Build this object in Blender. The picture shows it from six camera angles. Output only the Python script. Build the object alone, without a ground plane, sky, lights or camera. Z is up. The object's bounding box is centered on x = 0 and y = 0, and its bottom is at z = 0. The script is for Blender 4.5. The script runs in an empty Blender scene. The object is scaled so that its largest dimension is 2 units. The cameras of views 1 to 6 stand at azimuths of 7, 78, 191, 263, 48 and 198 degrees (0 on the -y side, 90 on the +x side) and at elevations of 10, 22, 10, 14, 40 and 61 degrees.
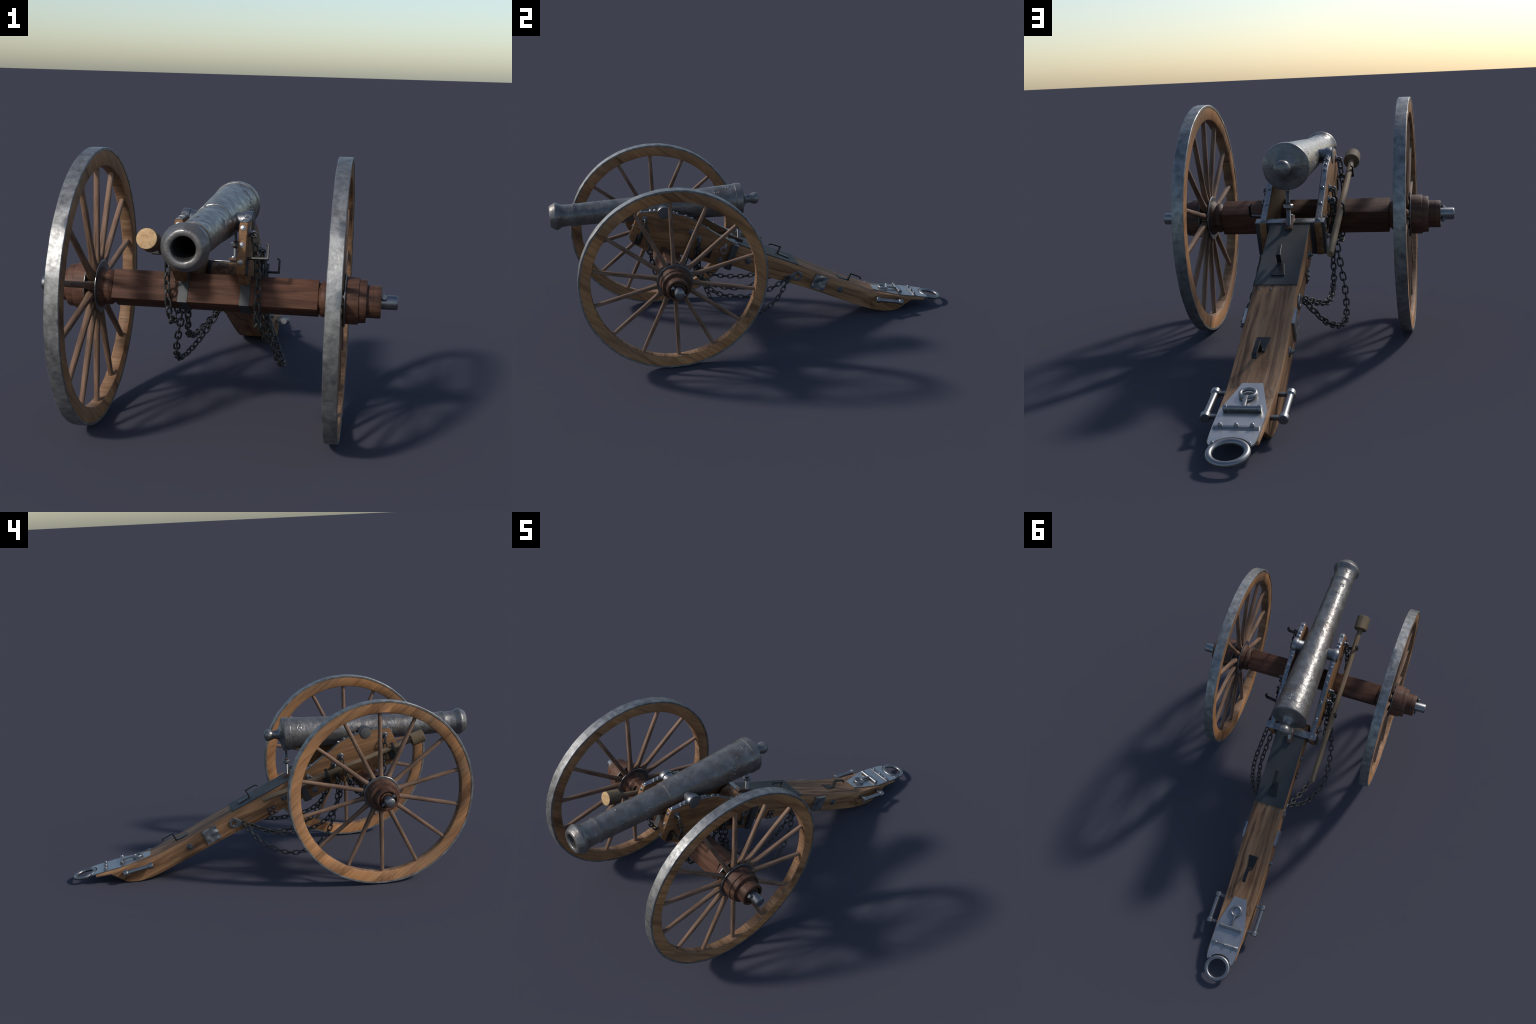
# Field cannon on a two-wheeled wooden carriage with a single trail.
import bpy, bmesh, math, random
from mathutils import Vector, Matrix, noise

random.seed(7)
V = Vector
COL = bpy.context.scene.collection

# ------------------------------------------------------------------ materials
def nt(mat):
    mat.use_nodes = True
    t = mat.node_tree
    t.nodes.clear()
    out = t.nodes.new('ShaderNodeOutputMaterial')
    b = t.nodes.new('ShaderNodeBsdfPrincipled')
    t.links.new(b.outputs[0], out.inputs[0])
    return t, b

def node(t, kind, **kw):
    n = t.nodes.new(kind)
    for k, v in kw.items():
        if k in n.inputs:
            n.inputs[k].default_value = v
        else:
            setattr(n, k, v)
    return n

def ramp(t, fac, stops):
    r = t.nodes.new('ShaderNodeValToRGB')
    els = r.color_ramp.elements
    while len(els) < len(stops):
        els.new(0.5)
    for e, (p, c) in zip(els, stops):
        e.position = p
        e.color = (*c, 1) if len(c) == 3 else c
    t.links.new(fac, r.inputs[0])
    return r.outputs[0]

def mixc(t, fac, a, b, mode='MIX'):
    m = t.nodes.new('ShaderNodeMix')
    m.data_type = 'RGBA'
    m.blend_type = mode
    for sock, v in ((m.inputs[0], fac), (m.inputs[6], a), (m.inputs[7], b)):
        if hasattr(v, 'is_linked') or isinstance(v, bpy.types.NodeSocket):
            t.links.new(v, sock)
        else:
            sock.default_value = v if not isinstance(v, tuple) else (*v, 1)
    return m.outputs[2]

def coords(t, rot=(0, 0, 0), scale=(1, 1, 1), loc=(0, 0, 0)):
    tc = t.nodes.new('ShaderNodeTexCoord')
    m1 = node(t, 'ShaderNodeMapping')
    m1.inputs['Rotation'].default_value = rot
    t.links.new(tc.outputs['Object'], m1.inputs[0])
    m2 = node(t, 'ShaderNodeMapping')
    m2.inputs['Scale'].default_value = scale
    m2.inputs['Location'].default_value = loc
    t.links.new(m1.outputs[0], m2.inputs[0])
    return m2.outputs[0]

def tex_noise(t, vec, scale=1.0, detail=4, rough=0.55, dist=0.0):
    n = node(t, 'ShaderNodeTexNoise', Scale=scale, Detail=detail, Roughness=rough, Distortion=dist)
    t.links.new(vec, n.inputs['Vector'])
    return n.outputs[0]

def bump(t, b, h, strength=0.3, dist=0.002, prev=None):
    n = node(t, 'ShaderNodeBump', Strength=strength, Distance=dist)
    t.links.new(h, n.inputs['Height'])
    if prev is not None:
        t.links.new(prev, n.inputs['Normal'])
    t.links.new(n.outputs[0], b.inputs['Normal'])
    return n.outputs[0]

def wood(name, dark, mid, light, rot, broad=14.0, fine=90.0, stretch=0.09, rough=0.62,
         streak=(0.30, 0.48, 0.64), patch=0.5, bstr=0.25, fdark=0.55,
         plo=(0.62, 0.62, 0.60), phi=(1.12, 1.06, 1.0), knot=None):
    """Grain runs along local Y after the rotation."""
    mat = bpy.data.materials.new(name)
    t, b = nt(mat)
    warp = tex_noise(t, coords(t, rot, (3, 1.2, 3)), 1.6, 2)
    cv = coords(t, rot, (broad, broad * stretch, broad))
    add = t.nodes.new('ShaderNodeVectorMath')
    add.operation = 'MULTIPLY_ADD'
    add.inputs[1].default_value = (2.2, 2.2, 2.2)
    t.links.new(warp, add.inputs[0])
    t.links.new(cv, add.inputs[2])
    g = tex_noise(t, add.outputs[0], 1.0, 5, 0.62, 0.7)
    base = ramp(t, g, [(streak[0], dark), (streak[1], mid), (streak[2], light)])
    f = tex_noise(t, coords(t, rot, (fine, fine * 0.05, fine)), 1.0, 3, 0.6)
    ff = ramp(t, f, [(0.33, (fdark,) * 3), (0.55, (1, 1, 1))])
    c = mixc(t, 0.75, base, ff, 'MULTIPLY')
    p = tex_noise(t, coords(t, rot, (5, 2.2, 5), (3.1, 1.7, 0.4)), 1.0, 3)
    pp = ramp(t, p, [(0.36, plo), (0.62, phi)])
    c = mixc(t, patch, c, pp, 'MULTIPLY')
    if knot:
        # a knot: warped rings fading out around one point of the plank
        kv = coords(t, (0, 0, 0), (1.25, 0.62, 0.62))
        kw = t.nodes.new('ShaderNodeVectorMath')
        kw.operation = 'MULTIPLY_ADD'
        kw.inputs[1].default_value = (0.016, 0.016, 0.016)
        kn = node(t, 'ShaderNodeTexNoise', Scale=60.0, Detail=2.0)
        t.links.new(kv, kn.inputs['Vector'])
        t.links.new(kn.outputs['Color'], kw.inputs[0])
        t.links.new(kv, kw.inputs[2])
        kd = t.nodes.new('ShaderNodeVectorMath')
        kd.operation = 'DISTANCE'
        t.links.new(kw.outputs[0], kd.inputs[0])
        kd.inputs[1].default_value = (knot[0] * 1.25 + .008, knot[1] * .62 + .008, knot[2] * .62 + .008)
        ks = t.nodes.new('ShaderNodeMath')
        ks.operation = 'MULTIPLY'
        ks.inputs[1].default_value = 900.0
        t.links.new(kd.outputs['Value'], ks.inputs[0])
        kr = t.nodes.new('ShaderNodeMath')
        kr.operation = 'SINE'
        t.links.new(ks.outputs[0], kr.inputs[0])
        rings = ramp(t, kr.outputs[0], [(0.15, (0.50, 0.45, 0.42)), (0.75, (1.08, 1.05, 1.0))])
        km = ramp(t, kd.outputs['Value'], [(0.012, (0.85, 0.85, 0.85)), (0.032, (0, 0, 0))])
        c = mixc(t, km, c, mixc(t, 1.0, c, rings, 'MULTIPLY'))
    t.links.new(c, b.inputs['Base Color'])
    b.inputs['Roughness'].default_value = rough
    b.inputs['Specular IOR Level'].default_value = 0.25
    n1 = bump(t, b, f, bstr, 0.0012)
    bump(t, b, g, bstr, 0.003, n1)
    return mat

def metal(name, base, rough=0.4, metallic=0.9, mottle=0.25, scale=30.0, bstr=0.15,
          bscale=60.0, bdist=0.002, tint=None, rvar=0.12):
    mat = bpy.data.materials.new(name)
    t, b = nt(mat)
    cv = coords(t)
    n = tex_noise(t, cv, scale, 5, 0.6)
    lo = tuple(x * (1 - mottle) for x in base)
    hi = tuple(min(1, x * (1 + mottle)) for x in base)
    c = ramp(t, n, [(0.32, lo), (0.68, hi)])
    if tint:
        n2 = tex_noise(t, cv, scale * 0.37, 4)
        f = ramp(t, n2, [(0.50, (0, 0, 0)), (0.72, (1, 1, 1))])
        c = mixc(t, f, c, tint)
    t.links.new(c, b.inputs['Base Color'])
    b.inputs['Metallic'].default_value = metallic
    r = ramp(t, tex_noise(t, cv, scale * 1.7, 3), [(0.3, (rough - rvar,) * 3), (0.7, (rough + rvar,) * 3)])
    t.links.new(r, b.inputs['Roughness'])
    if bstr > 0:
        bump(t, b, tex_noise(t, cv, bscale, 3), bstr, bdist)
    return mat

TILT = math.radians(25.0)                  # slope of the trail
WOOD_TRAIL = wood('trail_wood', (0.11, 0.054, 0.027), (0.29, 0.150, 0.073), (0.39, 0.215, 0.108),
                  (TILT, 0, 0), broad=20, stretch=0.06, streak=(0.34, 0.47, 0.60))
WOOD_TOP = wood('trail_top_wood', (0.095, 0.051, 0.029), (0.225, 0.124, 0.067), (0.30, 0.176, 0.098),
                (TILT, 0, 0), broad=38, fine=150, stretch=0.012, streak=(0.36, 0.48, 0.66), patch=0.4, bstr=0.4,
                knot=(-.022, .530, .150))
WOOD_CHEEK = wood('cheek_wood', (0.075, 0.038, 0.018), (0.205, 0.104, 0.046), (0.265, 0.140, 0.064),
                  (math.radians(14), 0, 0), broad=18, fine=130, stretch=0.09, patch=0.35)
WOOD_FELLOE = wood('felloe_wood', (0.14, 0.066, 0.030), (0.325, 0.166, 0.078), (0.42, 0.222, 0.105),
                   (math.radians(40), 0, 0), broad=17, fine=110, stretch=0.13, patch=0.75, streak=(0.30, 0.44, 0.62),
                   plo=(0.72, 0.75, 0.82), phi=(1.20, 1.05, 0.84))
WOOD_INNER = wood('felloe_inner_wood', (0.12, 0.064, 0.034), (0.240, 0.134, 0.073), (0.31, 0.182, 0.104),
                  (0, 0, math.radians(90)), broad=26, fine=110, stretch=0.12, patch=0.35)
WOOD_SPOKE = wood('spoke_wood', (0.092, 0.052, 0.032), (0.185, 0.110, 0.072), (0.255, 0.160, 0.110),
                  (math.radians(90), 0, 0), broad=60, fine=200, stretch=0.10, patch=0.3, rough=0.68)
WOOD_HUB = wood('dark_hub_wood', (0.044, 0.020, 0.013), (0.088, 0.041, 0.026), (0.128, 0.064, 0.042),
                (0, 0, math.radians(90)), broad=40, fine=160, stretch=0.15, patch=0.4, rough=0.58)
WOOD_AXLE = wood('dark_axle_wood', (0.040, 0.018, 0.011), (0.080, 0.035, 0.021), (0.118, 0.056, 0.035),
                 (0, 0, math.radians(90)), broad=26, fine=170, stretch=0.06, patch=0.4, rough=0.7)
WOOD_POLE = wood('pale_pole_wood', (0.10, 0.070, 0.043), (0.180, 0.130, 0.082), (0.24, 0.178, 0.115),
                 (math.radians(18), 0, 0), broad=40, fine=160, stretch=0.08, patch=0.45, rough=0.7)
WOOD_HEAD = wood('rammer_head_wood', (0.080, 0.058, 0.036), (0.132, 0.098, 0.060), (0.172, 0.130, 0.082),
                 (math.radians(18), 0, 0), broad=26, fine=120, stretch=0.2, patch=0.5, rough=0.72)
WOOD_HEADFACE = wood('rammer_end_grain', (0.34, 0.21, 0.10), (0.47, 0.31, 0.16), (0.54, 0.38, 0.21),
                     (math.radians(18), 0, 0), broad=60, fine=200, stretch=1.0, patch=0.3, rough=0.75, fdark=0.85)

GUN = metal('gun_metal', (0.180, 0.174, 0.168), 0.38, 0.62, 0.26, 26, 0.50, 30, 0.006, tint=(0.145, 0.122, 0.108))
TYRE = metal('tyre_iron', (0.235, 0.235, 0.23), 0.48, 0.74, 0.36, 34, 0.25, 60, 0.003)
STEEL = metal('bright_steel', (0.235, 0.238, 0.245), 0.41, 0.95, 0.08, 30, 0.05, 60, 0.001, rvar=0.05)
PLATE = metal('tail_plate_steel', (0.43, 0.425, 0.42), 0.40, 0.95, 0.05, 14, 0.03, 40, 0.001, rvar=0.05)
BOLT = metal('bolt_steel', (0.34, 0.345, 0.35), 0.32, 0.95, 0.15, 120, 0.1, 200, 0.0005)
STRAP = metal('strap_iron', (0.25, 0.255, 0.265), 0.36, 0.9, 0.22, 60, 0.25, 110, 0.001)
IRON = metal('dark_iron', (0.17, 0.173, 0.18), 0.42, 0.85, 0.2, 70, 0.12, 150, 0.0008)
DARK = metal('dark_sheet', (0.046, 0.049, 0.051), 0.58, 0.35, 0.10, 12, 0.0, rvar=0.06)
CHAIN = metal('chain_iron', (0.062, 0.064, 0.062), 0.50, 0.6, 0.25, 120, 0.2, 220, 0.0006)
BLACK = metal('black_hook_iron', (0.011, 0.011, 0.012), 0.40, 0.2, 0.6, 90, 0.25, 160, 0.001)
BEATEN = metal('beaten_plate', (0.34, 0.345, 0.355), 0.36, 0.9, 0.25, 26, 0.0)
RUST = metal('rusty_plate', (0.085, 0.044, 0.032), 0.6, 0.3, 0.3, 90, 0.3, 160, 0.001)
BORE_DARK = metal('bore_near_black', (0.012, 0.012, 0.013), 0.85, 0.0, 0.3, 60, 0.1)  # near-black base colour for the inside of the bore
GREYEND = metal('dull_grey_end', (0.085, 0.085, 0.088), 0.75, 0.1, 0.05, 40, 0.0)

# ------------------------------------------------------------------ helpers
def put(name, me, mat, parent=None, smooth=35):
    if isinstance(me, bmesh.types.BMesh):
        bm = me
        bmesh.ops.recalc_face_normals(bm, faces=bm.faces)
        me = bpy.data.meshes.new(name)
        bm.to_mesh(me)
        bm.free()
        if smooth:
            me.polygons.foreach_set('use_smooth', [True] * len(me.polygons))
            me.set_sharp_from_angle(angle=math.radians(smooth))
        me.materials.append(mat)
    ob = bpy.data.objects.new(name, me)
    COL.objects.link(ob)
    if parent:
        ob.parent = parent
    return ob

def empty(name, parent=None, loc=(0, 0, 0)):
    e = bpy.data.objects.new(name, None)
    e.empty_display_size = 0.1
    COL.objects.link(e)
    if parent:
        e.parent = parent
        e.location = loc
    return e

def frame(axis, up=(0, 0, 1)):
    z = V(axis).normalized()
    x = V(up).cross(z)
    if x.length < 1e-5:
        x = V((1, 0, 0)).cross(z)
    x.normalize()
    return x, z.cross(x), z

def lathe(profile, origin=(0, 0, 0), axis=(0, 0, 1), segs=32, bm=None, cap=True, fn=None):
    """profile: list of (along, radius)."""
    bm = bm or bmesh.new()
    x, y, z = frame(axis)
    o = V(origin)
    rings = []
    for a, r in profile:
        if r < 1e-6:
            rings.append([bm.verts.new(o + z * a)])
            continue
        ring = []
        for i in range(segs):
            t = 2 * math.pi * i / segs
            rr = r if fn is None else r + fn(a, t)
            ring.append(bm.verts.new(o + z * a + (x * math.cos(t) + y * math.sin(t)) * rr))
        rings.append(ring)
    for p, q in zip(rings, rings[1:]):
        for i in range(segs):
            j = (i + 1) % segs
            if len(p) == 1 and len(q) == 1:
                continue
            if len(p) == 1:
                bm.faces.new((p[0], q[j], q[i]))
            elif len(q) == 1:
                bm.faces.new((p[i], p[j], q[0]))
            else:
                bm.faces.new((p[i], p[j], q[j], q[i]))
    if cap:
        for ring in (rings[0], rings[-1]):
            if len(ring) > 2:
                bm.faces.new(ring)
    return bm

def bevel_all(bm, w, segs=2, ang=28):
    es = [e for e in bm.edges if len(e.link_faces) == 2 and e.calc_face_angle(0) > math.radians(ang)]
    bmesh.ops.bevel(bm, geom=es, offset=w, segments=segs, affect='EDGES', profile=0.5, clamp_overlap=True)
    return bm

def prism_yz(pts, x0, x1, bev=0.0, bm=None, segs=2):
    bm = bm or bmesh.new()
    a = [bm.verts.new((x0, y, z)) for y, z in pts]
    b = [bm.verts.new((x1, y, z)) for y, z in pts]
    n = len(pts)
    bm.faces.new(a)
    bm.faces.new(b[::-1])
    for i in range(n):
        j = (i + 1) % n
        bm.faces.new((a[i], b[i], b[j], a[j]))
    bmesh.ops.recalc_face_normals(bm, faces=bm.faces)
    if bev:
        bevel_all(bm, bev, segs)
    return bm

def box(center, ax, ay, az, dims, bev=0.0, bm=None):
    bm = bm or bmesh.new()
    c = V(center)
    ax, ay, az = (V(a).normalized() for a in (ax, ay, az))
    vs = [bm.verts.new(c + ax * (sx * dims[0] / 2) + ay * (sy * dims[1] / 2) + az * (sz * dims[2] / 2))
          for sx in (-1, 1) for sy in (-1, 1) for sz in (-1, 1)]
    fs = [bm.faces.new([vs[i] for i in f]) for f in
          ((0, 1, 3, 2), (4, 6, 7, 5), (0, 4, 5, 1), (2, 3, 7, 6), (0, 2, 6, 4), (1, 5, 7, 3))]
    if bev:
        es = {e for f in fs for e in f.edges}
        bmesh.ops.recalc_face_normals(bm, faces=fs)
        bmesh.ops.bevel(bm, geom=list(es), offset=bev, segments=2, affect='EDGES', profile=0.5)
    return bm

def torus(center, axis, R, r, n=40, m=12, bm=None, arc=2 * math.pi, start=0.0, up=(0, 0, 1)):
    bm = bm or bmesh.new()
    x, y, z = frame(axis, up)
    c = V(center)
    full = arc > 6.28
    k = n if full else n + 1
    rings = []
    for i in range(k):
        t = start + arc * i / n
        d = x * math.cos(t) + y * math.sin(t)
        rings.append([bm.verts.new(c + d * (R + r * math.cos(2 * math.pi * j / m)) + z * (r * math.sin(2 * math.pi * j / m)))
                      for j in range(m)])
    for i in range(k if full else k - 1):
        p, q = rings[i], rings[(i + 1) % k]
        for j in range(m):
            bm.faces.new((p[j], p[(j + 1) % m], q[(j + 1) % m], q[j]))
    if not full:
        bm.faces.new(rings[0])
        bm.faces.new(rings[-1])
    return bm

def flat_bar(pts, side, w, th, bm=None, bev=0.0008):
    """Bar with rectangular section bent along pts; 'side' is the width direction."""
    bm = bm or bmesh.new()
    s = V(side).normalized()
    P = [V(p) for p in pts]
    rings = []
    for i, p in enumerate(P):
        d0 = (P[i] - P[i - 1]).normalized() if i else (P[1] - P[0]).normalized()
        d1 = (P[i + 1] - P[i]).normalized() if i < len(P) - 1 else d0
        n0, n1 = s.cross(d0), s.cross(d1)
        n = (n0 + n1).normalized()
        k = th / 2 / max(0.35, n.dot(n0))
        rings.append([bm.verts.new(p + s * (a * w / 2) + n * (b * k)) for a, b in ((-1, -1), (1, -1), (1, 1), (-1, 1))])
    for p, q in zip(rings, rings[1:]):
        for j in range(4):
            bm.faces.new((p[j], p[(j + 1) % 4], q[(j + 1) % 4], q[j]))
    bm.faces.new(rings[0])
    bm.faces.new(rings[-1][::-1])
    bmesh.ops.recalc_face_normals(bm, faces=bm.faces)
    if bev:
        bevel_all(bm, bev, 1, 20)
    return bm

def interp(tab, y):
    if y <= tab[0][0]:
        return tab[0][1]
    for (a, za), (b, zb) in zip(tab, tab[1:]):
        if y <= b:
            return za + (zb - za) * (y - a) / (b - a)
    return tab[-1][1]

def place(ob, loc, zdir, up=(0, 0, 1)):
    x, y, z = frame(zdir, up)
    ob.matrix_basis = Matrix.Translation(loc) @ Matrix((x, y, z)).transposed().to_4x4()
    return ob

def spin(ob, ang):
    ob.matrix_basis = ob.matrix_basis @ Matrix.Rotation(ang, 4, 'Z')

ROOT = empty('field_cannon')
ROOT['label'] = 'Antique iron field cannon on two-wheeled wooden carriage with chains'
ROOT['category'] = 'cannon'

# shared fasteners -------------------------------------------------
def fastener(kind):
    bm = bmesh.new()
    if kind == 'rivet':
        lathe([(0, .0050), (.0012, .0052), (.0035, .0042), (.0048, .0022), (.0050, 0)], segs=14, bm=bm)
    elif kind == 'strap_bolt':
        lathe([(0, .0082), (.0018, .0080), (.0022, .0070)], segs=18, bm=bm)
        lathe([(.002, .0058), (.0052, .0056), (.0062, .0042), (.0063, .0025), (.0052, .0022), (.0052, 0)], segs=6, bm=bm)
    elif kind == 'side_bolt':
        lathe([(0, .0162), (.0045, .0160), (.0058, .0145), (.0058, .012), (.0046, .0108)], segs=28, bm=bm)
        lathe([(.003, .0095), (.0100, .0093), (.0112, .0078)], segs=6, bm=bm)
        lathe([(.009, .0052), (.0150, .0050), (.0165, .0036), (.0166, 0)], segs=14, bm=bm)
    elif kind == 'square_nut':
        box((0, 0, .0018), (1, 0, 0), (0, 1, 0), (0, 0, 1), (.021, .017, .0036), .0006, bm)
        lathe([(.003, .0072), (.0075, .0070), (.0088, .0055)], segs=6, bm=bm)
        lathe([(.007, .0035), (.0115, .0033), (.012, 0)], segs=10, bm=bm)
    bmesh.ops.recalc_face_normals(bm, faces=bm.faces)
    me = bpy.data.meshes.new(kind)
    bm.to_mesh(me)
    bm.free()
    me.polygons.foreach_set('use_smooth', [True] * len(me.polygons))
    me.set_sharp_from_angle(angle=math.radians(32))
    me.materials.append(IRON if kind in ('side_bolt', 'rivet') else BOLT)
    return me
FAST = {k: fastener(k) for k in ('rivet', 'strap_bolt', 'side_bolt', 'square_nut')}

def fasten(kind, loc, normal, parent, turn=None, scale=1.0, name=None):
    ob = put(name or {'rivet': 'rivet', 'strap_bolt': 'bolt', 'side_bolt': 'bolt', 'square_nut': 'nut'}[kind], FAST[kind], None, parent)
    place(ob, loc, normal)
    spin(ob, random.uniform(0, 3) if turn is None else turn)
    if scale != 1.0:
        ob.matrix_basis = ob.matrix_basis @ Matrix.Scale(scale, 4)
    return ob

# ------------------------------------------------------------------ barrel
AZ = 0.670
def barrel():
    prof = [(-0.560, 0.0), (-0.560, .0305), (-0.990, .0325), (-0.9950, .0330), (-0.9978, .0345), (-0.9992, .0368), (-1.0, .0400), (-1.0, .0465),
            (-0.9985, .0500), (-0.995, .0528), (-0.985, .0590), (-0.974, .0645), (-0.969, .0655), (-0.963, .0638),
            (-0.952, .0575), (-0.943, .0538), (-0.932, .0524), (-0.915, .0516), (-0.897, .0520), (-0.8885, .0526),
            (-0.8880, .0556), (-0.8845, .0558), (-0.8785, .0546), (-0.870, .0532), (-0.860, .0527), (-0.780, .0544),
            (-0.700, .0558), (-0.620, .0572), (-0.5495, .0588), (-0.5485, .0608), (-0.544, .0618), (-0.539, .0614), (-0.530, .0618),
            (-0.440, .0660), (-0.325, .0706), (-0.250, .0734), (-0.160, .0770), (-0.1068, .0784),
            (-0.1062, .0812), (-0.1045, .0822), (-0.0775, .0819), (-0.0745, .0806), (-0.0732, .0780),
            (-0.0705, .0700), (-0.0685, .0600), (-0.064, .0470), (-0.0585, .0350), (-0.052, .0265), (-0.045, .0218),
            (-0.037, .0197), (-0.029, .0203), (-0.022, .0232), (-0.015, .0268), (-0.006, .0288), (0.003, .0277),
            (0.010, .0235), (0.0145, .0165), (0.0168, .0085), (0.0175, 0.0)]
    fine = [prof[0]]
    for (a, r), (b, q) in zip(prof, prof[1:]):
        n = max(1, int(abs(b - a) / 0.0018)) if r > .04 and q > .04 else (1 if r < 1e-6 or q < 1e-6 else max(1, int(math.hypot(b - a, q - r) / .004)))
        for k in range(1, n + 1):
            fine.append((a + (b - a) * k / n, r + (q - r) * k / n))
    # worn raised crests: (y, angle from the top toward +x, size)
    marks = [(-.137, 20, .026), (-.201, 40, .021), (-.235, 78, .024), (-.246, 100, .018), (-.215, 62, .016),
             (-.153, -55, .018), (-.840, -18, .017), (-.785, -9, .013), (-.680, 70, .022), (-.660, 60, .014),
             (-.597, -16, .007), (-.553, -26, .006), (-.80, -60, .007)]
    def rel(a, t):
        # t is measured in the lathe frame; convert to the angle from the top
        d = FX * math.cos(t) + FY * math.sin(t)
        if a < -0.99 and False:
            return 0
        ang = math.degrees(math.atan2(d.x, d.z))
        p = V((d.x * .06, a, d.z * .06))
        h = 0.0
        if -0.97 < a < -0.075:
            h += 0.00045 * noise.noise(p * 34) + 0.00028 * noise.noise(p * 85 + V((5, 1, 2)))
            for my, ma, s in marks:
                da = (ang - ma + 180) % 360 - 180
                q = math.hypot(a - my, math.radians(da) * .07) / s
                if q < 1.0:
                    m = (1 - q * q)
                    h += 0.0023 * min(1, m * 1.6) * (abs(noise.noise(p * 150 + V((my * 40, 0, 0)))) * 2 - 0.45)
        return h
    global FX, FY
    FX, FY, _ = frame((0, 1, 0))
    bm = lathe(fine, (0, 0, AZ), (0, 1, 0), 300, cap=False, fn=rel)
    ob = put('barrel', bm, GUN, ROOT, 38)
    put('bore', lathe([(-.565, 0), (-.555, .0300), (-.975, .0318)], (0, 0, AZ), (0, 1, 0), 60, cap=False), BORE_DARK, ob, 60)
    # trunnions and their dull ends
    for s in (1, -1):
        t = put('trunnion', lathe([(0.03, .0275), (.074, .0275), (.0755, .0285), (.108, .0285), (.1105, .0275)],
                                  (0, -.467, AZ), (s, 0, 0), 48), STEEL, ob)
        put('trunnion_end', lathe([(.1098, .0272), (.1128, .0272), (.1134, .0262)], (0, -.467, AZ), (s, 0, 0), 48), GREYEND, t)
    return ob
BARREL = barrel()

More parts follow.
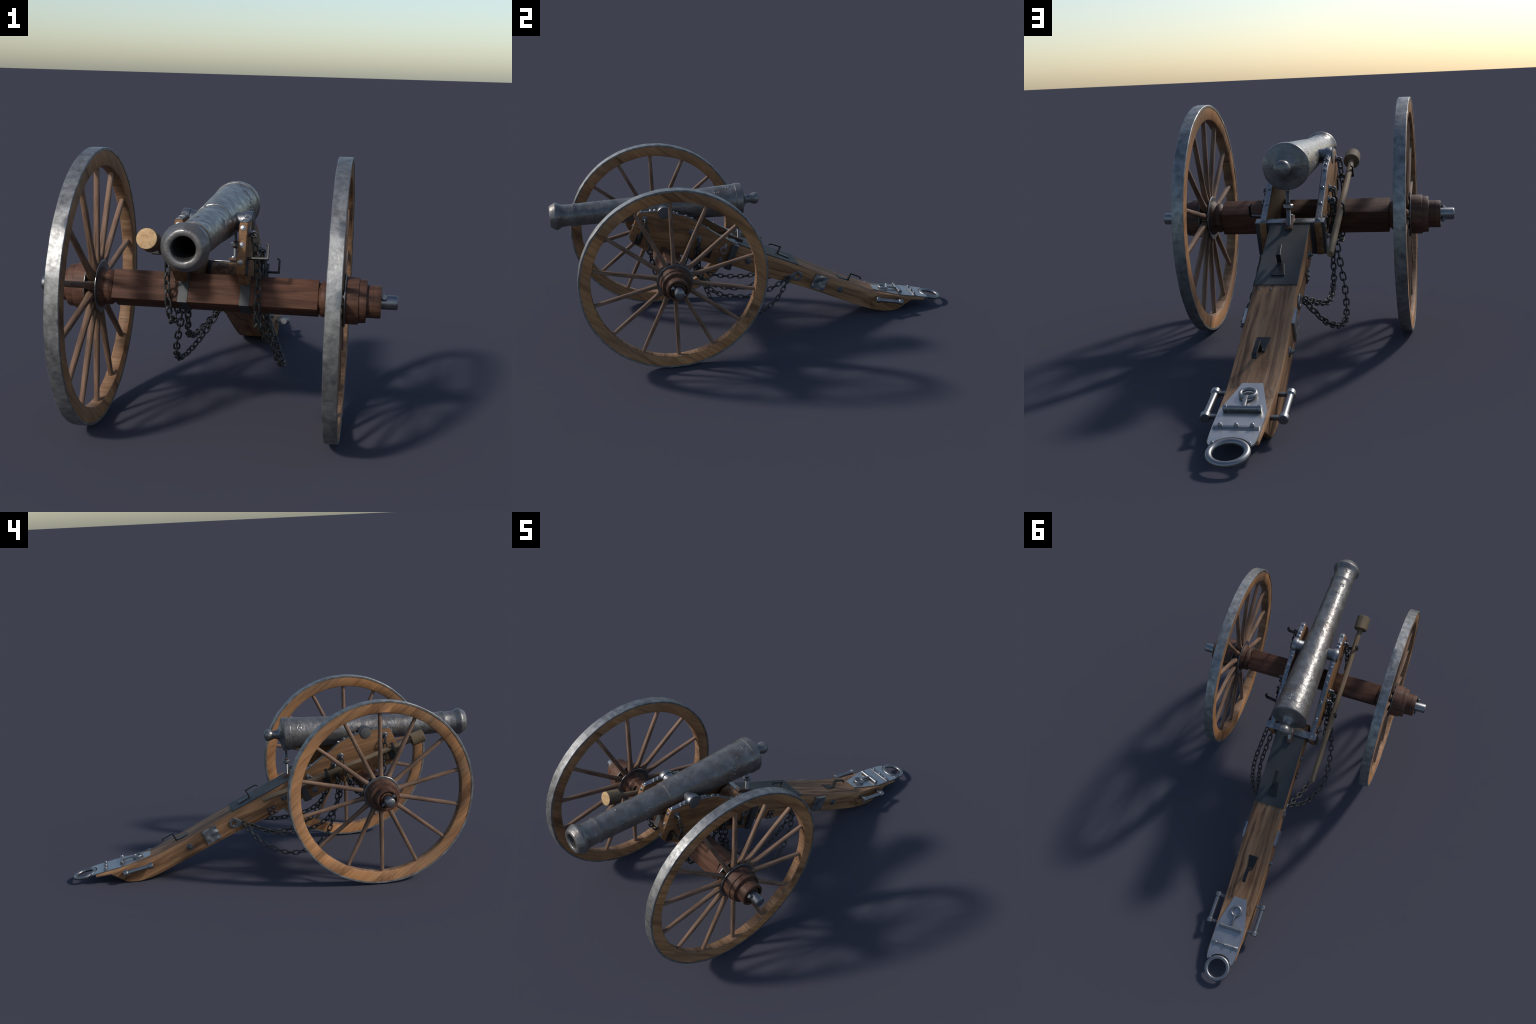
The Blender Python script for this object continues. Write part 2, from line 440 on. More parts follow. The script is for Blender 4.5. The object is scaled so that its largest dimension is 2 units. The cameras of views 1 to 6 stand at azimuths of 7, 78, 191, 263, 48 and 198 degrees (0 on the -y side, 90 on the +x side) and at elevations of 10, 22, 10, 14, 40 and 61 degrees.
# ------------------------------------------------------------------ wheels
WY, WZ = -0.4685, 0.441
def wheel(s):
    W = empty('wheel', ROOT, (0, WY, WZ))
    def ring_mesh(sec, segs, jit, nscale, bev):
        bm = bmesh.new()
        rings = []
        for i in range(segs):
            t = 2 * math.pi * i / segs
            ring = []
            for x, r in sec:
                p = V((x, r * math.cos(t), r * math.sin(t)))
                r2 = r + jit * noise.noise(p * nscale + V((s * 9, 0, r * 30)))
                x2 = x + .6 * jit * noise.noise(p * nscale + V((s * 5, 7, x * 200)))
                ring.append(bm.verts.new((s * x2, r2 * math.cos(t), r2 * math.sin(t))))
            rings.append(ring)
        m = len(sec)
        for i in range(segs):
            p, q = rings[i], rings[(i + 1) % segs]
            for j in range(m):
                bm.faces.new((p[j], p[(j + 1) % m], q[(j + 1) % m], q[j]))
        return bm
    c = .003
    fel = [(.3665 + c, .3812), (.4050 - c, .3812), (.4050, .3812 + c), (.4050, .4305), (.3665, .4305), (.3665, .3812 + c)]
    fo = put('felloe', ring_mesh(fel, 140, .0016, 16, 0), WOOD_FELLOE, W, 50)
    fo.data.materials.append(WOOD_INNER)
    for f in fo.data.polygons:          # inner rim faces, a darker and greyer brown
        c0 = f.center
        if math.hypot(c0.y, c0.z) < .3824:
            f.material_index = 1
    c = .0016
    ty = [(.3648, .4296), (.4066, .4296), (.4070, .4368), (.4070 - c, .4384), (.386, .4386), (.3644 + c, .4384), (.3644, .4368)]
    put('tyre', ring_mesh(ty, 168, .0013, 18, 0), TYRE, W, 40)
    # spokes: faceted tapering staves, flared where they meet the hub
    bm = bmesh.new()
    st = [(.046, .0100, .0125), (.060, .0122, .0150), (.074, .0134, .0150), (.088, .0124, .0130), (.108, .0107, .0110),
          (.150, .0101, .0101), (.220, .0099, .0098), (.300, .0094, .0094), (.360, .0088, .0088), (.388, .0084, .0084)]
    rings = []
    N = 16
    for r, tw, xw in st:
        ring = []
        for i in range(N):
            t = 2 * math.pi * i / N
            e = .8
            cx, cy = math.cos(t), math.sin(t)
            ring.append(bm.verts.new((math.copysign(abs(cx) ** e, cx) * xw, math.copysign(abs(cy) ** e, cy) * tw, r)))
        rings.append(ring)
    for p, q in zip(rings, rings[1:]):
        for j in range(N):
            bm.faces.new((p[j], p[(j + 1) % N], q[(j + 1) % N], q[j]))
    bm.faces.new(rings[0])
    bm.faces.new(rings[-1])
    first = None
    for k in range(14):
        if first is None:
            first = put('spoke', bm, WOOD_SPOKE, W, 50)
            ob = first
        else:
            ob = put('spoke', first.data, None, W)
        a = 2 * math.pi * k / 14
        ob.matrix_basis = Matrix.Translation((s * .3857, 0, 0)) @ Matrix.Rotation(a, 4, 'X')
    ax = (s, 0, 0)
    hub = [(.4045, .0), (.4045, .0738), (.4420, .0735), (.4445, .0725), (.4455, .0690), (.4465, .0680), (.4480, .0682), (.4655, .0672), (.4678, .0660),
           (.4685, .0520), (.4700, .0508), (.4880, .0506), (.4888, .0498), (.4898, .0498), (.4906, .0508), (.5095, .0508), (.5125, .0495),
           (.5130, .0415), (.5110, .0400), (.4990, .0395), (.4990, .0335), (.5080, .0325), (.5085, .0250), (.5000, .0240)]
    H = put('hub', lathe(hub, axis=ax, segs=64, cap=False), WOOD_HUB, W, 30)
    inner = [(.366, .0), (.3660, .0660), (.3600, .0640), (.3545, .0585), (.3510, .0545), (.3490, .0530), (.3475, .0545), (.3440, .0563), (.3350, .0563), (.3310, .0552),
             (.3225, .0470), (.3215, .0)]
    put('hub_collar', lathe(inner, axis=ax, segs=64, cap=False), WOOD_HUB, H, 40)
    for a, b, nm in ((.3655, .3695, 'hub_flange'), (.4010, .4050, 'hub_flange')):
        put(nm, lathe([(a, .050), (a, .0825), (a + .0012, .0842), (b - .0012, .0842), (b, .0825), (b, .050)], axis=ax, segs=64, cap=False), IRON if a > .39 else STRAP, H, 30)
    put('hub_sleeve', lathe([(.368, .0545), (.403, .0545)], axis=ax, segs=64), STEEL, H, 30)
    put('axle_arm', lathe([(.49, .0), (.49, .0222), (.5585, .0222), (.5620, .0205), (.5635, .0180), (.5635, 0)], axis=ax, segs=40, cap=False), STEEL, W, 40)
    d = V((0, -.79, .61))
    bm = lathe([(-.0370, .0), (-.0370, .0052), (-.0355, .0062), (.028, .0062), (.029, .0095), (.0355, .0095), (.0370, .0080), (.0370, 0)],
               (s * .521, 0, 0), d, 12, cap=False)
    put('linchpin', bm, IRON, W, 30)
    return W
for s in (1, -1):
    wheel(s)

# ------------------------------------------------------------------ axle beam
def axle():
    a = V((0, -.021, .064))
    b = V((0, -.064, -.021))
    pts = [(WY + p.y, WZ + p.z) for p in (a, b, -a, -b)]
    ob = put('axle_beam', prism_yz(pts, -.322, .322, .0035), WOOD_AXLE, ROOT, 30)
    # iron straps on the front, bottom and back faces
    k = 1.035
    o = [V((0, WY, WZ)) + p * k for p in (a, b, -a, -b)]
    i = [V((0, WY, WZ)) + p * .96 for p in (a, b, -a, -b)]
    poly = [(p.y, p.z) for p in o] + [(p.y, p.z) for p in i[::-1]]
    for x in (.0965, -.0965):
        put('axle_strap', prism_yz(poly, x - .0155, x + .0155, .0006, segs=1), DARK, ob, 30)
    return ob
AXLE = axle()

# ------------------------------------------------------------------ trail
TOP = [(-.206, .402), (-.200, .444), (-.178, .4700), (-.140, .4770), (-.084, .4490), (.013, .4020), (.100, .3615), (.200, .3145), (.250, .2885), (.300, .2630),
       (.345, .2405), (.410, .2070), (.442, .1905), (.470, .1770), (.520, .1530), (.570, .1300), (.617, .1115), (.638, .1050), (.683, .0940),
       (.746, .0805), (.820, .0650), (.888, .0500)]
BOT = [(.888, .0370), (.812, .0465), (.742, .0045), (.720, .0012), (.690, .0002), (.660, .0035), (.620, .0135), (.586, .0255), (.540, .0450), (.500, .0630),
       (.400, .1100), (.312, .1520), (.147, .2230), (.030, .2700), (-.040, .3020), (-.137, .3470), (-.206, .3790)]
TW = .0695
WID = [(.20, .0695), (.30, .0735), (.45, .0742), (.62, .0738), (.75, .0722), (.888, .0705)]     # half width along the trail
def half(y):
    return interp(WID, y)
U = V((0, math.cos(TILT), -math.sin(TILT)))     # down the trail
Nn = V((0, math.sin(TILT), math.cos(TILT)))     # off its top
def ztop(y):
    return interp(TOP[3:], y)
def top_normal(y):
    dz = ztop(y + .01) - ztop(y - .01)
    return V((0, -dz, .02)).normalized()

def smooth_poly(tab, step):
    """Catmull-Rom through the table so the curves of the tail are not faceted."""
    P = [V((0, *p)) for p in tab]
    P = [P[0] * 2 - P[1]] + P + [P[-1] * 2 - P[-2]]
    out = []
    for i in range(1, len(P) - 2):
        n = max(1, int((P[i + 1] - P[i]).length / step))
        for k in range(n):
            f = k / n
            p0, p1, p2, p3 = P[i - 1:i + 3]
            q = .5 * ((2 * p1) + (-p0 + p2) * f + (2 * p0 - 5 * p1 + 4 * p2 - p3) * f * f + (-p0 + 3 * p1 - 3 * p2 + p3) * f ** 3)
            out.append((q.y, q.z))
    out.append(tab[-1])
    return out

def trail():
    top = smooth_poly(TOP, .02)
    bot = [BOT[0], BOT[1]] + smooth_poly(BOT[2:], .025)
    bm = prism_yz(top + bot, -TW, TW, .004)
    for v in bm.verts:                      # the plank swells a little toward the tail and its foot
        k = half(v.co.y)
        if v.co.y > .22:
            k += .0025 * min(1, max(0, (ztop(v.co.y) - v.co.z) / .08)) * min(1, (v.co.y - .22) / .1) * (1 if v.co.y < .76 else 0)
        v.co.x *= k / TW
    ob = put('trail', bm, WOOD_TRAIL, ROOT, 30)
    ob.data.materials.append(WOOD_TOP)
    for f in ob.data.polygons:              # upward faces get the darker, greyer brown
        if f.normal.z > .6:
            f.material_index = 1
    # dark sheet on the upper part
    pts = [(y, ztop(y)) for y in (-.112, -.06, 0, .06, .12, .16, .2015)]
    n = Nn * .0032
    poly = [(y + n.y, z + n.z) for y, z in pts] + [(y, z - .001) for y, z in pts[::-1]]
    put('cover_sheet', prism_yz(poly, -TW - .0008, TW + .0008, .0006, segs=1), DARK, ob, 25)
    for x in (.050, .0145, -.0200, -.0535):
        fasten('rivet', (x, .215, ztop(.215) - .002), top_normal(.215), ob, scale=.8)
    for x in (-.05, -.018, .014, .046):
        fasten('rivet', (x, -.1590, .4700), (0, -.30, .95), ob, scale=1.1)
    # hooks standing on the top
    for y0, sgn in ((.131, -1), (.4535, 1)):
        base = V((0, y0, ztop(y0)))
        nn = top_normal(y0)
        uu = V((0, nn.z, -nn.y)) * sgn
        if sgn < 0:
            base = base + nn * .0035
        f = lambda u, v, x=0.0: base + uu * u + nn * v + V((x, 0, 0))
        bm = bmesh.new()
        lo = [f(-.033, 0, .0225), f(-.033, 0, -.0225), f(.033, 0, -.0125), f(.033, 0, .0125)]
        hi = [p + nn * .004 for p in lo]
        vl = [bm.verts.new(p - nn * .003) for p in lo]
        vh = [bm.verts.new(p) for p in hi]
        bm.faces.new(vl)
        bm.faces.new(vh[::-1])
        for i in range(4):
            bm.faces.new((vl[i], vl[(i + 1) % 4], vh[(i + 1) % 4], vh[i]))
        bmesh.ops.recalc_face_normals(bm, faces=bm.faces)
        bevel_all(bm, .0012, 1)
        pl = put('hook_plate', bm, BLACK, ob, 30)
        bm = flat_bar([f(.024, .002), f(.0315, .006, .002), f(.0300, .040, .003), f(.084, .0400, .006), f(.0945, .0300, .006)],
                      (1, 0, 0), .0150, .0060)
        put('hook', bm, BLACK, pl, 30)
    # side fittings, both sides
    for s in (1, -1):
        X = s * TW
        nrm = (s, 0, 0)
        for y, z in ((-.059, .365), (.418, .1555)):
            fasten('side_bolt', (s * half(y) - s * .001, y, z), nrm, ob, scale=1.0)
        # beaten square plate
        X = s * .0742
        c = V((X + s * .003, .3085, .2095))
        n = 12
        bm = bmesh.new()
        up = Nn
        g = [[bm.verts.new(c + U * ((i / n - .5) * .0745) + up * ((j / n - .5) * .0760) +
              V((s * (.0055 + .0048 * noise.noise(V((i * .21, j * .25, 3 * s))) * (1 if 0 < i < n and 0 < j < n else .15)), 0, 0)))
              for j in range(n + 1)] for i in range(n + 1)]
        for i in range(n):
            for j in range(n):
                bm.faces.new((g[i][j], g[i + 1][j], g[i + 1][j + 1], g[i][j + 1]))
        rim = [g[i][0] for i in range(n + 1)] + [g[n][j] for j in range(1, n + 1)] + [g[i][n] for i in range(n - 1, -1, -1)] + [g[0][j] for j in range(n - 1, 0, -1)]
        back = [bm.verts.new((X - s * .001, v.co.y, v.co.z)) for v in rim]
        for i in range(len(rim)):
            j = (i + 1) % len(rim)
            bm.faces.new((rim[i], rim[j], back[j], back[i]))
        put('side_plate', bm, BEATEN, ob, 60)
        # small riveted plate
        X = s * TW
        c = V((X + s * .001, 0, .3055))
        pl = put('riveted_plate', box(c, (1, 0, 0), U, Nn, (.006, .0430, .0440), .0012), RUST, ob, 30)
        for i in (-1, 1):
            for j in (-1, 1):
                fasten('rivet', c + V((s * .0025, 0, 0)) + U * (i * .0115) + Nn * (j * .0115), nrm, pl, scale=1.2)
        # chain eye: drop-shaped lug
        eye_lug(ob, V((X, .193, .2575)), V((0, -1, -.05)), s, .0255, .0115, .050, .0075)
        # lifting handle
        a = V((s * .1095, .617, .0875))
        b = V((s * .1095, .740, .0605))
        d = (b - a).normalized()
        L = (b - a).length
        bm = lathe([(-.011, 0), (-.011, .0130), (-.009, .0148), (.007, .0148), (.0095, .0130), (.012, .0103), (L * .5, .0096), (L - .012, .0103),
                    (L - .0095, .0130), (L - .007, .0148), (L + .009, .0148), (L + .011, .0130), (L + .011, 0)], a, d, 28, cap=False)
        h = put('handle', bm, STEEL, ob, 35)
        for p in (a, b):
            q = p + d * (.001 if p is a else -.001)
            put('handle_post', box((s * .088, q.y, q.z), (1, 0, 0), d, V((1, 0, 0)).cross(d), (.044, .0125, .0115), .0015), IRON, h, 30)
    return ob

def eye_lug(parent, c, point, s, R, hole, reach, th):
    """Flat drop-shaped lug with a hole, pointing along 'point'."""
    p = V(point).normalized()
    q = V((1, 0, 0)).cross(p)
    bm = bmesh.new()
    n = 40
    out, inn = [], []
    for i in range(n):
        t = 2 * math.pi * i / n
        r = R
        ct = math.cos(t)
        if ct > .2:
            r = min(reach, R / max(1e-3, math.cos(min(abs(t if t < math.pi else t - 2 * math.pi), 1.57) - 1.08)))
            r = max(R, min(reach, r)) if ct < .985 else reach
        d = p * math.cos(t) + q * math.sin(t)
        out.append(c + d * r)
        inn.append(c + d * hole)
    X = V((s, 0, 0))
    lay = [[bm.verts.new(v + X * h) for v in ring] for ring, h in ((out, -.001), (out, th - .0015), ([c + (v - c) * .93 for v in out], th), ([c + (v - c) * 1.12 for v in inn], th), (inn, th - .0015), (inn, .0015))]
    for a, b in zip(lay, lay[1:]):
        for i in range(n):
            j = (i + 1) % n
            bm.faces.new((a[i], a[j], b[j], b[i]))
    return put('chain_lug', bm, STRAP, parent, 40)

TRAIL = trail()

# ------------------------------------------------------------------ tail fittings
def tail():
    off = .0012
    th = .0042
    yc, RC = .9405, .0600
    hw = [(.614, .0305), (.640, .0375), (.750, .0672), (.800, .0678), (.860, .0668), (.900, .0640), (.9100, .0612), (.916, .0555)]
    def zt(y):
        return ztop(y) if y < .888 else ztop(.888) - (y - .888) * .243
    bm = bmesh.new()
    ys = [.614, .640, .675, .710, .735, .750, .765, .790, .815, .840, .862, yc - RC]
    rows = [[bm.verts.new((x * interp(hw, y), y, zt(y) + off)) for x in (-1, -.8, -.6, -.4, -.2, 0, .2, .4, .6, .8, 1)] for y in ys]
    for p, q in zip(rows, rows[1:]):
        for i in range(10):
            bm.faces.new((p[i], p[i + 1], q[i + 1], q[i]))
    last = rows[-1]
    prev = {1: last[5:], -1: last[5::-1]}
    for y in (.8825, .886, .891, .897, .904, .910, .916):
        for s in (1, -1):
            xi = math.sqrt(max(0, RC * RC - (y - yc) ** 2))
            xo = max(interp(hw, y), xi + .0005)
            row = [bm.verts.new((s * (xi + (xo - xi) * k / 5), y, zt(y) + off)) for k in range(6)]
            for i in range(5):
                bm.faces.new((prev[s][i], prev[s][i + 1], row[i + 1], row[i]))
            prev[s] = row
    bmesh.ops.recalc_face_normals(bm, faces=bm.faces)
    if sum(f.normal.z for f in bm.faces) < 0:
        bmesh.ops.reverse_faces(bm, faces=bm.faces)
    ext = bmesh.ops.extrude_face_region(bm, geom=list(bm.faces))
    for v in ext['geom']:
        if isinstance(v, bmesh.types.BMVert):
            v.co.z += th
    bmesh.ops.recalc_face_normals(bm, faces=bm.faces)
    P = put('tail_plate', bm, PLATE, TRAIL, 20)
    top = lambda y: zt(y) + off + th
    nr = V((0, .243, 1)).normalized()
    # towing ring
    put('towing_ring', torus((0, .9420, .0375), nr, .0500, .0095, 64, 16), STEEL, P, 60)
    # cross pin with its ring and stem
    c = V((0, .757, top(.757) + .009))
    bm = lathe([(-.0535, 0), (-.0535, .0088), (-.052, .0102), (-.044, .0102), (-.042, .0078), (.042, .0078), (.044, .0102), (.052, .0102), (.0535, .0088), (.0535, 0)],
               c, (1, 0, 0), 24, cap=False)
    pin = put('cross_pin', bm, STEEL, P, 35)
    rc = V((0, .6785, top(.6785) + .0085))
    put('pin_ring', torus(rc, V((0, .235, 1)), .0220, .0056, 40, 12), STEEL, pin, 60)
    a, b = V((0, .7545, c.z + .001)), V((0, .6985, rc.z - .001))
    put('pin_stem', box((a + b) / 2, (1, 0, 0), (b - a), (b - a).cross(V((1, 0, 0))), (.0115, (b - a).length, .0085), .0015), STEEL, pin, 30)
    # half-round clamp bar with three dome bolts
    y = .838
    bm = prism_yz([(y - .0105, top(y - .0105) - .001), (y - .0095, top(y) + .004), (y - .004, top(y) + .0062), (y + .004, top(y) + .0048), (y + .0105, top(y) - .0005), (y + .0105, top(y + .0105) - .002)],
                  -.0630, .0630, .001)
    bar = put('clamp_bar', bm, STEEL, P, 40)
    for x in (-.044, 0, .044):
        dm = put('bolt', lathe([(0, .0068), (.003, .0068), (.0065, .0062), (.0095, .0042), (.0108, 0)], (x, y - .001, top(y) + .004), nr, 18, cap=False), STEEL, bar, 50)
    for x in (-.0495, .0495):
        put('bolt', lathe([(-.001, .0050), (.0022, .0048), (.004, .0030), (.0044, 0)], (x, .9065, top(.9065)), nr, 14, cap=False), STEEL, P, 50)
    return P
tail()

# ------------------------------------------------------------------ cheeks
CH_TOP = [(-.590, .684), (-.494, .682), (-.437, .669), (-.356, .6405), (-.330, .625), (-.297, .598), (-.240, .5535), (-.204, .527), (-.170, .506), (-.107, .4665)]
CHEEK = CH_TOP + [(-.1545, .3470), (-.190, .3610), (-.284, .4040), (-.387, .4470), (-.430, .4640), (-.500, .4780), (-.566, .4920),
                  (-.627, .5350), (-.6375, .5580), (-.6385, .5770), (-.617, .6230)]
CX0, CX1 = .0850, .1105
def strip(pts, th):
    """Polygon of a strip of thickness th lying on the polyline."""
    up = []
    for i, p in enumerate(pts):
        a = pts[max(0, i - 1)]
        b = pts[min(len(pts) - 1, i + 1)]
        d = V((0, b[0] - a[0], b[1] - a[1])).normalized()
        n = V((0, -d.z, d.y))
        up.append((p[0] + n.y * th, p[1] + n.z * th))
    return up + [(p[0], p[1] - .0006) for p in pts[::-1]]

def cheek(s):
    pts = CHEEK
    ob = put('cheek', prism_yz(pts, s * CX0, s * CX1, .0035), WOOD_CHEEK, ROOT, 30)
    # iron strap on the top edge, in two runs, with a cap over the trunnion between them
    xs = sorted((s * (CX0 + .0022), s * (CX1 - .0022)))
    front = [(-.586, .6842), (-.540, .6832), (-.492, .6820)]
    rear = [(-.441, .6702), (-.400, .6560), (-.356, .6405), (-.330, .6250), (-.297, .5980), (-.240, .5535), (-.204, .5270), (-.170, .5060), (-.114, .4710)]
    for k, run in enumerate((front, rear)):
        st = put('edge_strap', prism_yz(strip(run, .0034), xs[0], xs[1], .0008, segs=1), STRAP, ob, 30)
        fit = [(-.574, 'strap_bolt')] if k == 0 else [(-.362, 'strap_bolt'), (-.335, 'strap_bolt'), (-.262, 'strap_bolt'), (-.196, 'strap_bolt'), (-.121, 'strap_bolt')]
        nuts = [-.529, -.509] if k == 0 else [-.421, -.405]
        for y, kind in fit + [(y, 'square_nut') for y in nuts]:
            z = interp(run, y)
            dz = (interp(run, y + .006) - interp(run, y - .006)) / .012
            n = V((0, -dz, 1)).normalized()
            fasten(kind, V((s * .0978, y, z)) + n * .0030, n, st, turn=0 if kind == 'square_nut' else None, scale=.85 if kind == 'square_nut' else 1.0)
    # cap over the trunnion
    bm = bmesh.new()
    n = 28
    ring = []
    for x, R in ((xs[0] - .0012, .0288), (xs[0] - .0012, .0318), (xs[0] + .0012, .0334), (xs[1] - .0002, .0334), (xs[1] + .0020, .0318), (xs[1] + .0020, .0288)):
        ring.append([bm.verts.new((x, -.467 + R * math.cos(t), AZ + R * math.sin(t))) for t in (math.radians(-4 + 188 * i / n) for i in range(n + 1))])
    for a, b in zip(ring, ring[1:] + ring[:1]):
        for i in range(n):
            bm.faces.new((a[i], a[i + 1], b[i + 1], b[i]))
    bm.faces.new([r[0] for r in ring])
    bm.faces.new([r[-1] for r in ring])
    put('trunnion_cap', bm, STEEL, ob, 40)
    # bolts down the front edge
    for y, z in ((-.5965, .670), (-.617, .622), (-.6385, .574)):
        fasten('strap_bolt', (s * .0975, y + .0005, z), (0, -.9, .38 if z > .6 else .05), ob)
    # side bolts and lug
    fasten('side_bolt', (s * (CX1 - .001), -.2085, .4055), (s, 0, 0), ob)
    eye_lug(ob, V((s * CX1, -.188, .4525)), V((0, .40, .92)), s, .0205, .0085, .0370, .0055)
    # ring bolts that carry the chains
    for y, z in ((-.561, .653), (-.341, .564), (-.307, .526)):
        bm = lathe([(-.001, .0150), (.0028, .0150), (.0042, .0132), (.0042, .0080), (.0085, .0072), (.0120, .0060), (.014, 0)], (s * CX1, y, z), (s, 0, 0), 20, cap=False)
        torus((s * (CX1 + .0150), y, z - .006), (0, 1, .25), .0088, .0038, 24, 10, bm)
        put('ring_bolt', bm, IRON, ob, 45)
    # hooks on the outer face (they hold the rammer on one side)
    for py, pz, ay, az, up in (((-.601, -.574, -.592, -.625), (.583, .573, .525, .536), -.590, .578, V((0, .40, .90))),
                               ((-.268, -.241, -.258, -.290), (.478, .468, .420, .432), -.258, .472, V((0, .33, .93)))):
        bm = bmesh.new()
        a = [bm.verts.new((s * (CX1 - .001), y, z)) for y, z in zip(py, pz)]
        b = [bm.verts.new((s * (CX1 + .0040), y, z)) for y, z in zip(py, pz)]
        bm.faces.new(a)
        bm.faces.new(b[::-1])
        for i in range(4):
            bm.faces.new((a[i], a[(i + 1) % 4], b[(i + 1) % 4], b[i]))
        bmesh.ops.recalc_face_normals(bm, faces=bm.faces)
        bevel_all(bm, .0012, 1)
        pl = put('hook_plate', bm, BLACK, ob, 30)
        o = V((0, ay, az))
        X = V((s, 0, 0))
        dy = V((0, -.008, .003))
        bm = flat_bar([o + X * (CX1 + .001) - up * .004, o + X * (CX1 + .004), o + X * .1735 + dy, o + X * .1735 + dy + up * .041, o + X * .1665 + dy + up * .048],
                      up.cross(X), .0130, .0060)
        put('hook', bm, BLACK, pl, 30)
    return ob
for s in (1, -1):
    cheek(s)

# transom: steel block through trail and cheeks
d = V((0, .36, .93)).normalized()
e = V((1, 0, 0)).cross(d)
put('transom', box((.0030, -.1530, .4135), (1, 0, 0), e, d, (.2450, .0325, .1270), .0022), DARK, ROOT, 30)
put('transom_top', box((.0030, -.1265, .4745) , (1, 0, 0), e, d, (.2448, .0318, .0030), .0008), STRAP, ROOT, 30)

# elevating screw ---------------------------------------------------
def screw():
    y = -.0890
    prof = [(.455, 0), (.455, .0072)]
    z = .462
    while z < .584:
        prof += [(z, .0079), (z + .0016, .0068)]
        z += .0032
    prof += [(.590, .0068), (.590, 0)]
    ob = put('elevating_screw', lathe(prof, (0, y, 0), (0, 0, 1), 24, cap=False), STEEL, ROOT, 25)
    put('nut', lathe([(.5245, 0), (.5245, .0150), (.5275, .0182), (.5355, .0182), (.5385, .0150), (.5385, 0)], (0, y, 0), (0, 0, 1), 8, cap=False), STRAP, ob, 20)
    for a in (.5190, .5385):
        put('rust_collar', lathe([(a, .0), (a, .0085), (a + .0055, .0085), (a + .0055, 0)], (0, y, 0), (0, 0, 1), 20, cap=False), RUST, ob, 30)
    b0, b1 = V((0, -.145, .4895)), V((0, -.0715, .4525))
    dd = b1 - b0
    br = put('screw_bracket', box((b0 + b1) / 2, (1, 0, 0), dd, V((1, 0, 0)).cross(dd), (.0255, dd.length, .0110), .0012), RUST, ob, 30)
    fasten('strap_bolt', V((0, -.136, .4905)), (0, .45, .9), br)
screw()

# ------------------------------------------------------------------ rammer
def rammer():
    a, b = V((-.1605, .0590, .3875)), V((-.1590, -.7390, .6480))
    d = (b - a).normalized()
    L = (b - a).length
    bm = lathe([(0, 0), (0, .0108), (.0015, .0118), (.30, .0120), (L - .03, .0118), (L - .03, 0)], a, d, 28, cap=False,
               fn=lambda u, t: .0004 * noise.noise(V((u * 14, math.cos(t), math.sin(t)))))
    ob = put('rammer', bm, WOOD_POLE, ROOT, 40)
    h = put('rammer_head', lathe([(L - .063, .012), (L - .063, .0296), (L - .0615, .0312), (L - .0012, .0312), (L, .0300)], a, d, 56, cap=False), WOOD_HEAD, ob, 40)
    put('rammer_face', lathe([(L - .002, .0300), (L + .0004, .0298), (L + .0012, .0270), (L + .0012, 0)], a, d, 56, cap=False), WOOD_HEADFACE, h, 30)
rammer()

# ------------------------------------------------------------------ chains
LK_L, LK_W, LK_D = .0398, .0254, .0065
PITCH = LK_L - 2 * LK_D
def link_mesh():
    bm = bmesh.new()
    R = LK_W / 2 - LK_D / 2
    h = LK_L / 2 - LK_W / 2
    path = []
    for i in range(9):
        t = math.pi * i / 8
        path.append((V((R * math.cos(t), 0, h + R * math.sin(t))), V((math.cos(t), 0, math.sin(t)))))
    for i in range(9):
        t = math.pi + math.pi * i / 8
        path.append((V((R * math.cos(t), 0, -h + R * math.sin(t))), V((math.cos(t), 0, math.sin(t)))))
    m = 9
    rings = []
    for p, nrm in path:
        rings.append([bm.verts.new(p + nrm * (LK_D / 2 * math.cos(2 * math.pi * j / m)) + V((0, LK_D / 2 * math.sin(2 * math.pi * j / m), 0))) for j in range(m)])
    for i in range(len(rings)):
        p, q = rings[i], rings[(i + 1) % len(rings)]
        for j in range(m):
            bm.faces.new((p[j], p[(j + 1) % m], q[(j + 1) % m], q[j]))
    bmesh.ops.recalc_face_normals(bm, faces=bm.faces)
    me = bpy.data.meshes.new('chain_link')
    bm.to_mesh(me)
    bm.free()
    me.polygons.foreach_set('use_smooth', [True] * len(me.polygons))
    me.materials.append(CHAIN)
    return me
LINK = link_mesh()

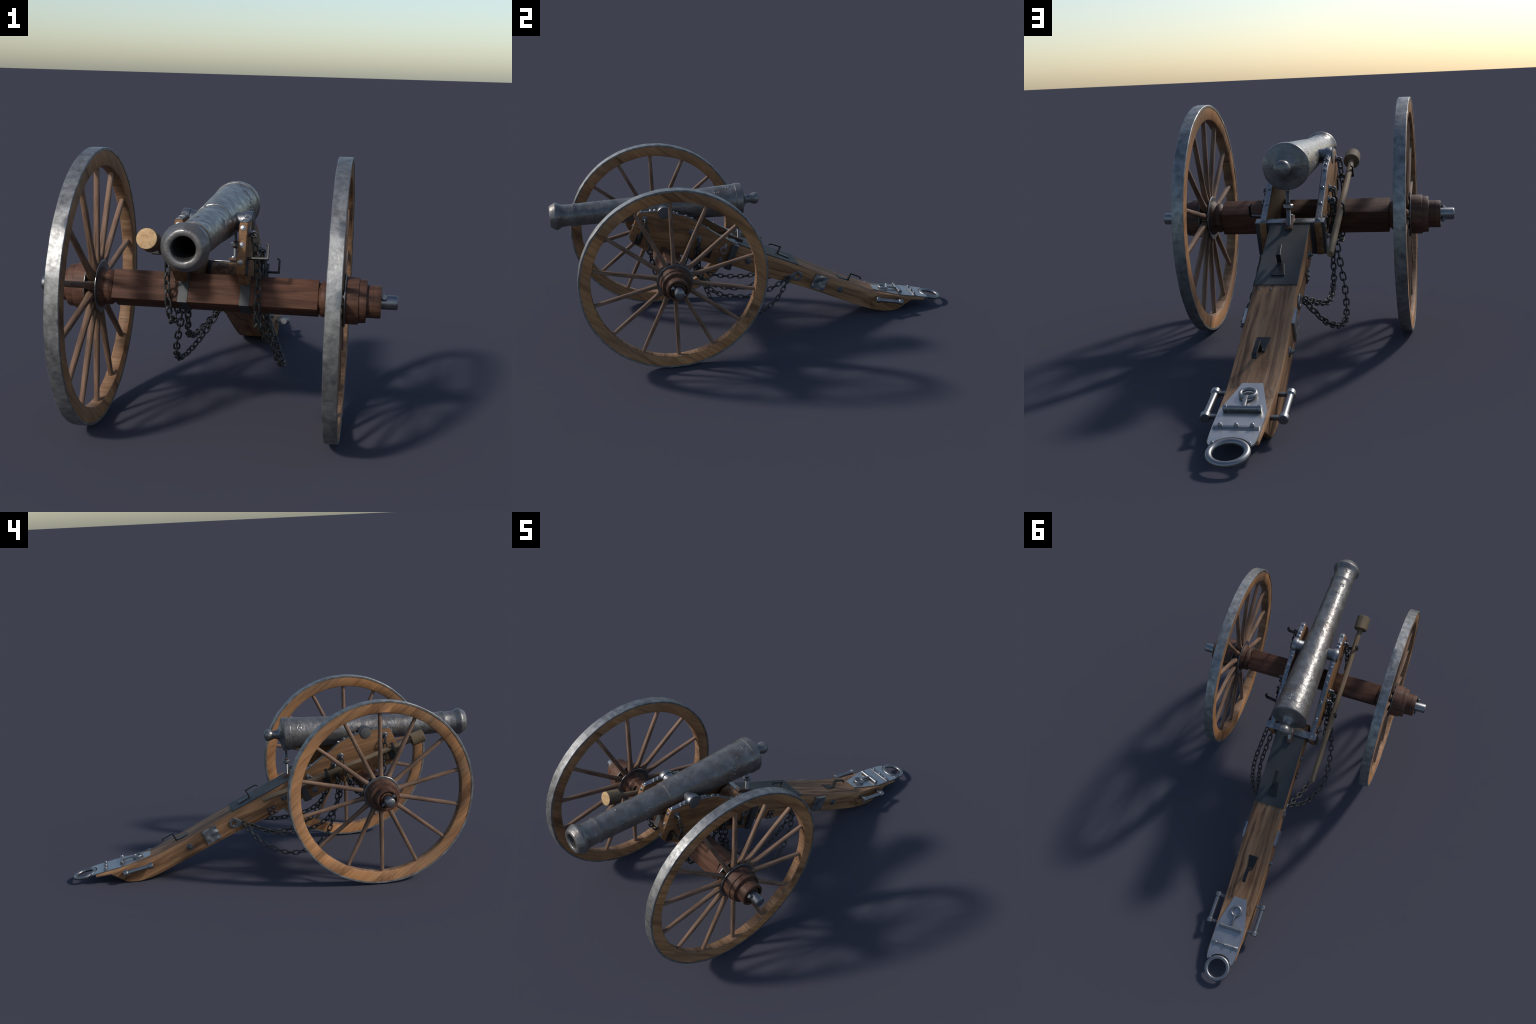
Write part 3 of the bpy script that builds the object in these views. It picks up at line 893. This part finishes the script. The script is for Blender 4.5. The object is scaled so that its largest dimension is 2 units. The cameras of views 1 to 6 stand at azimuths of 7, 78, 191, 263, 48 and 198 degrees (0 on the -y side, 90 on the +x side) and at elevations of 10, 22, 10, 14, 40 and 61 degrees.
def catmull(C, n=60):
    C = [V(c) for c in C]
    C = [C[0] * 2 - C[1]] + C + [C[-1] * 2 - C[-2]]
    out = []
    for i in range(1, len(C) - 2):
        p0, p1, p2, p3 = C[i - 1:i + 3]
        for k in range(n):
            f = k / n
            out.append(.5 * ((2 * p1) + (-p0 + p2) * f + (2 * p0 - 5 * p1 + 4 * p2 - p3) * f * f + (-p0 + 3 * p1 - 3 * p2 + p3) * f ** 3))
    out.append(C[-2])
    return out

def chain(ctrl, roll0=0.0):
    P = catmull(ctrl)
    cum = [0.0]
    for a, b in zip(P, P[1:]):
        cum.append(cum[-1] + (b - a).length)
    n = max(2, round(cum[-1] / PITCH))
    step = cum[-1] / n
    def at(s):
        s = max(0, min(cum[-1], s))
        for i in range(len(cum) - 1):
            if cum[i + 1] >= s:
                f = (s - cum[i]) / max(1e-9, cum[i + 1] - cum[i])
                return P[i].lerp(P[i + 1], f)
        return P[-1]
    parent = None
    for k in range(n):
        s = (k + .5) * step
        a, b = at(s - step / 2), at(s + step / 2)
        z = (b - a).normalized()
        ref = V((1, 0, 0)) if abs(z.x) < .9 else V((0, 1, 0))
        x = (ref - z * ref.dot(z)).normalized()
        y = z.cross(x)
        m = Matrix.Translation((a + b) / 2) @ Matrix((x, y, z)).transposed().to_4x4()
        roll = roll0 + (math.pi / 2 if k % 2 else 0) + random.uniform(-.16, .16)
        m = m @ Matrix.Rotation(roll, 4, 'Z') @ Matrix.Rotation(random.uniform(-.07, .07), 4, 'Y')
        ob = put('chain' if parent is None else 'chain_link', LINK, None, ROOT if parent is None else parent)
        if parent is None:
            parent = ob
            ob.matrix_basis = m
            inv = m.inverted()
        else:
            ob.matrix_basis = inv @ m

LONG = [(.1280, -.307, .517), (.1290, -.312, .470), (.1380, -.310, .350), (.1715, -.243, .186), (.1815, -.098, .115), (.1400, .048, .153), (.0790, .1500, .2540)]
SHORT = [(.1280, -.307, .517), (.1240, -.330, .440), (.1180, -.325, .350), (.1310, -.236, .240), (.1345, -.069, .201), (.1110, .040, .219), (.0790, .1500, .2580)]
FRONT = [(.1270, -.561, .643), (.1400, -.550, .510), (.1360, -.528, .380), (.1330, -.467, .346), (.1290, -.385, .418), (.1270, -.341, .553)]
for s in (1, -1):
    for c, r in ((FRONT, .5), (LONG, .3 + s * .4), (SHORT, .9)):
        chain([(s * x, y, z) for x, y, z in c], r)
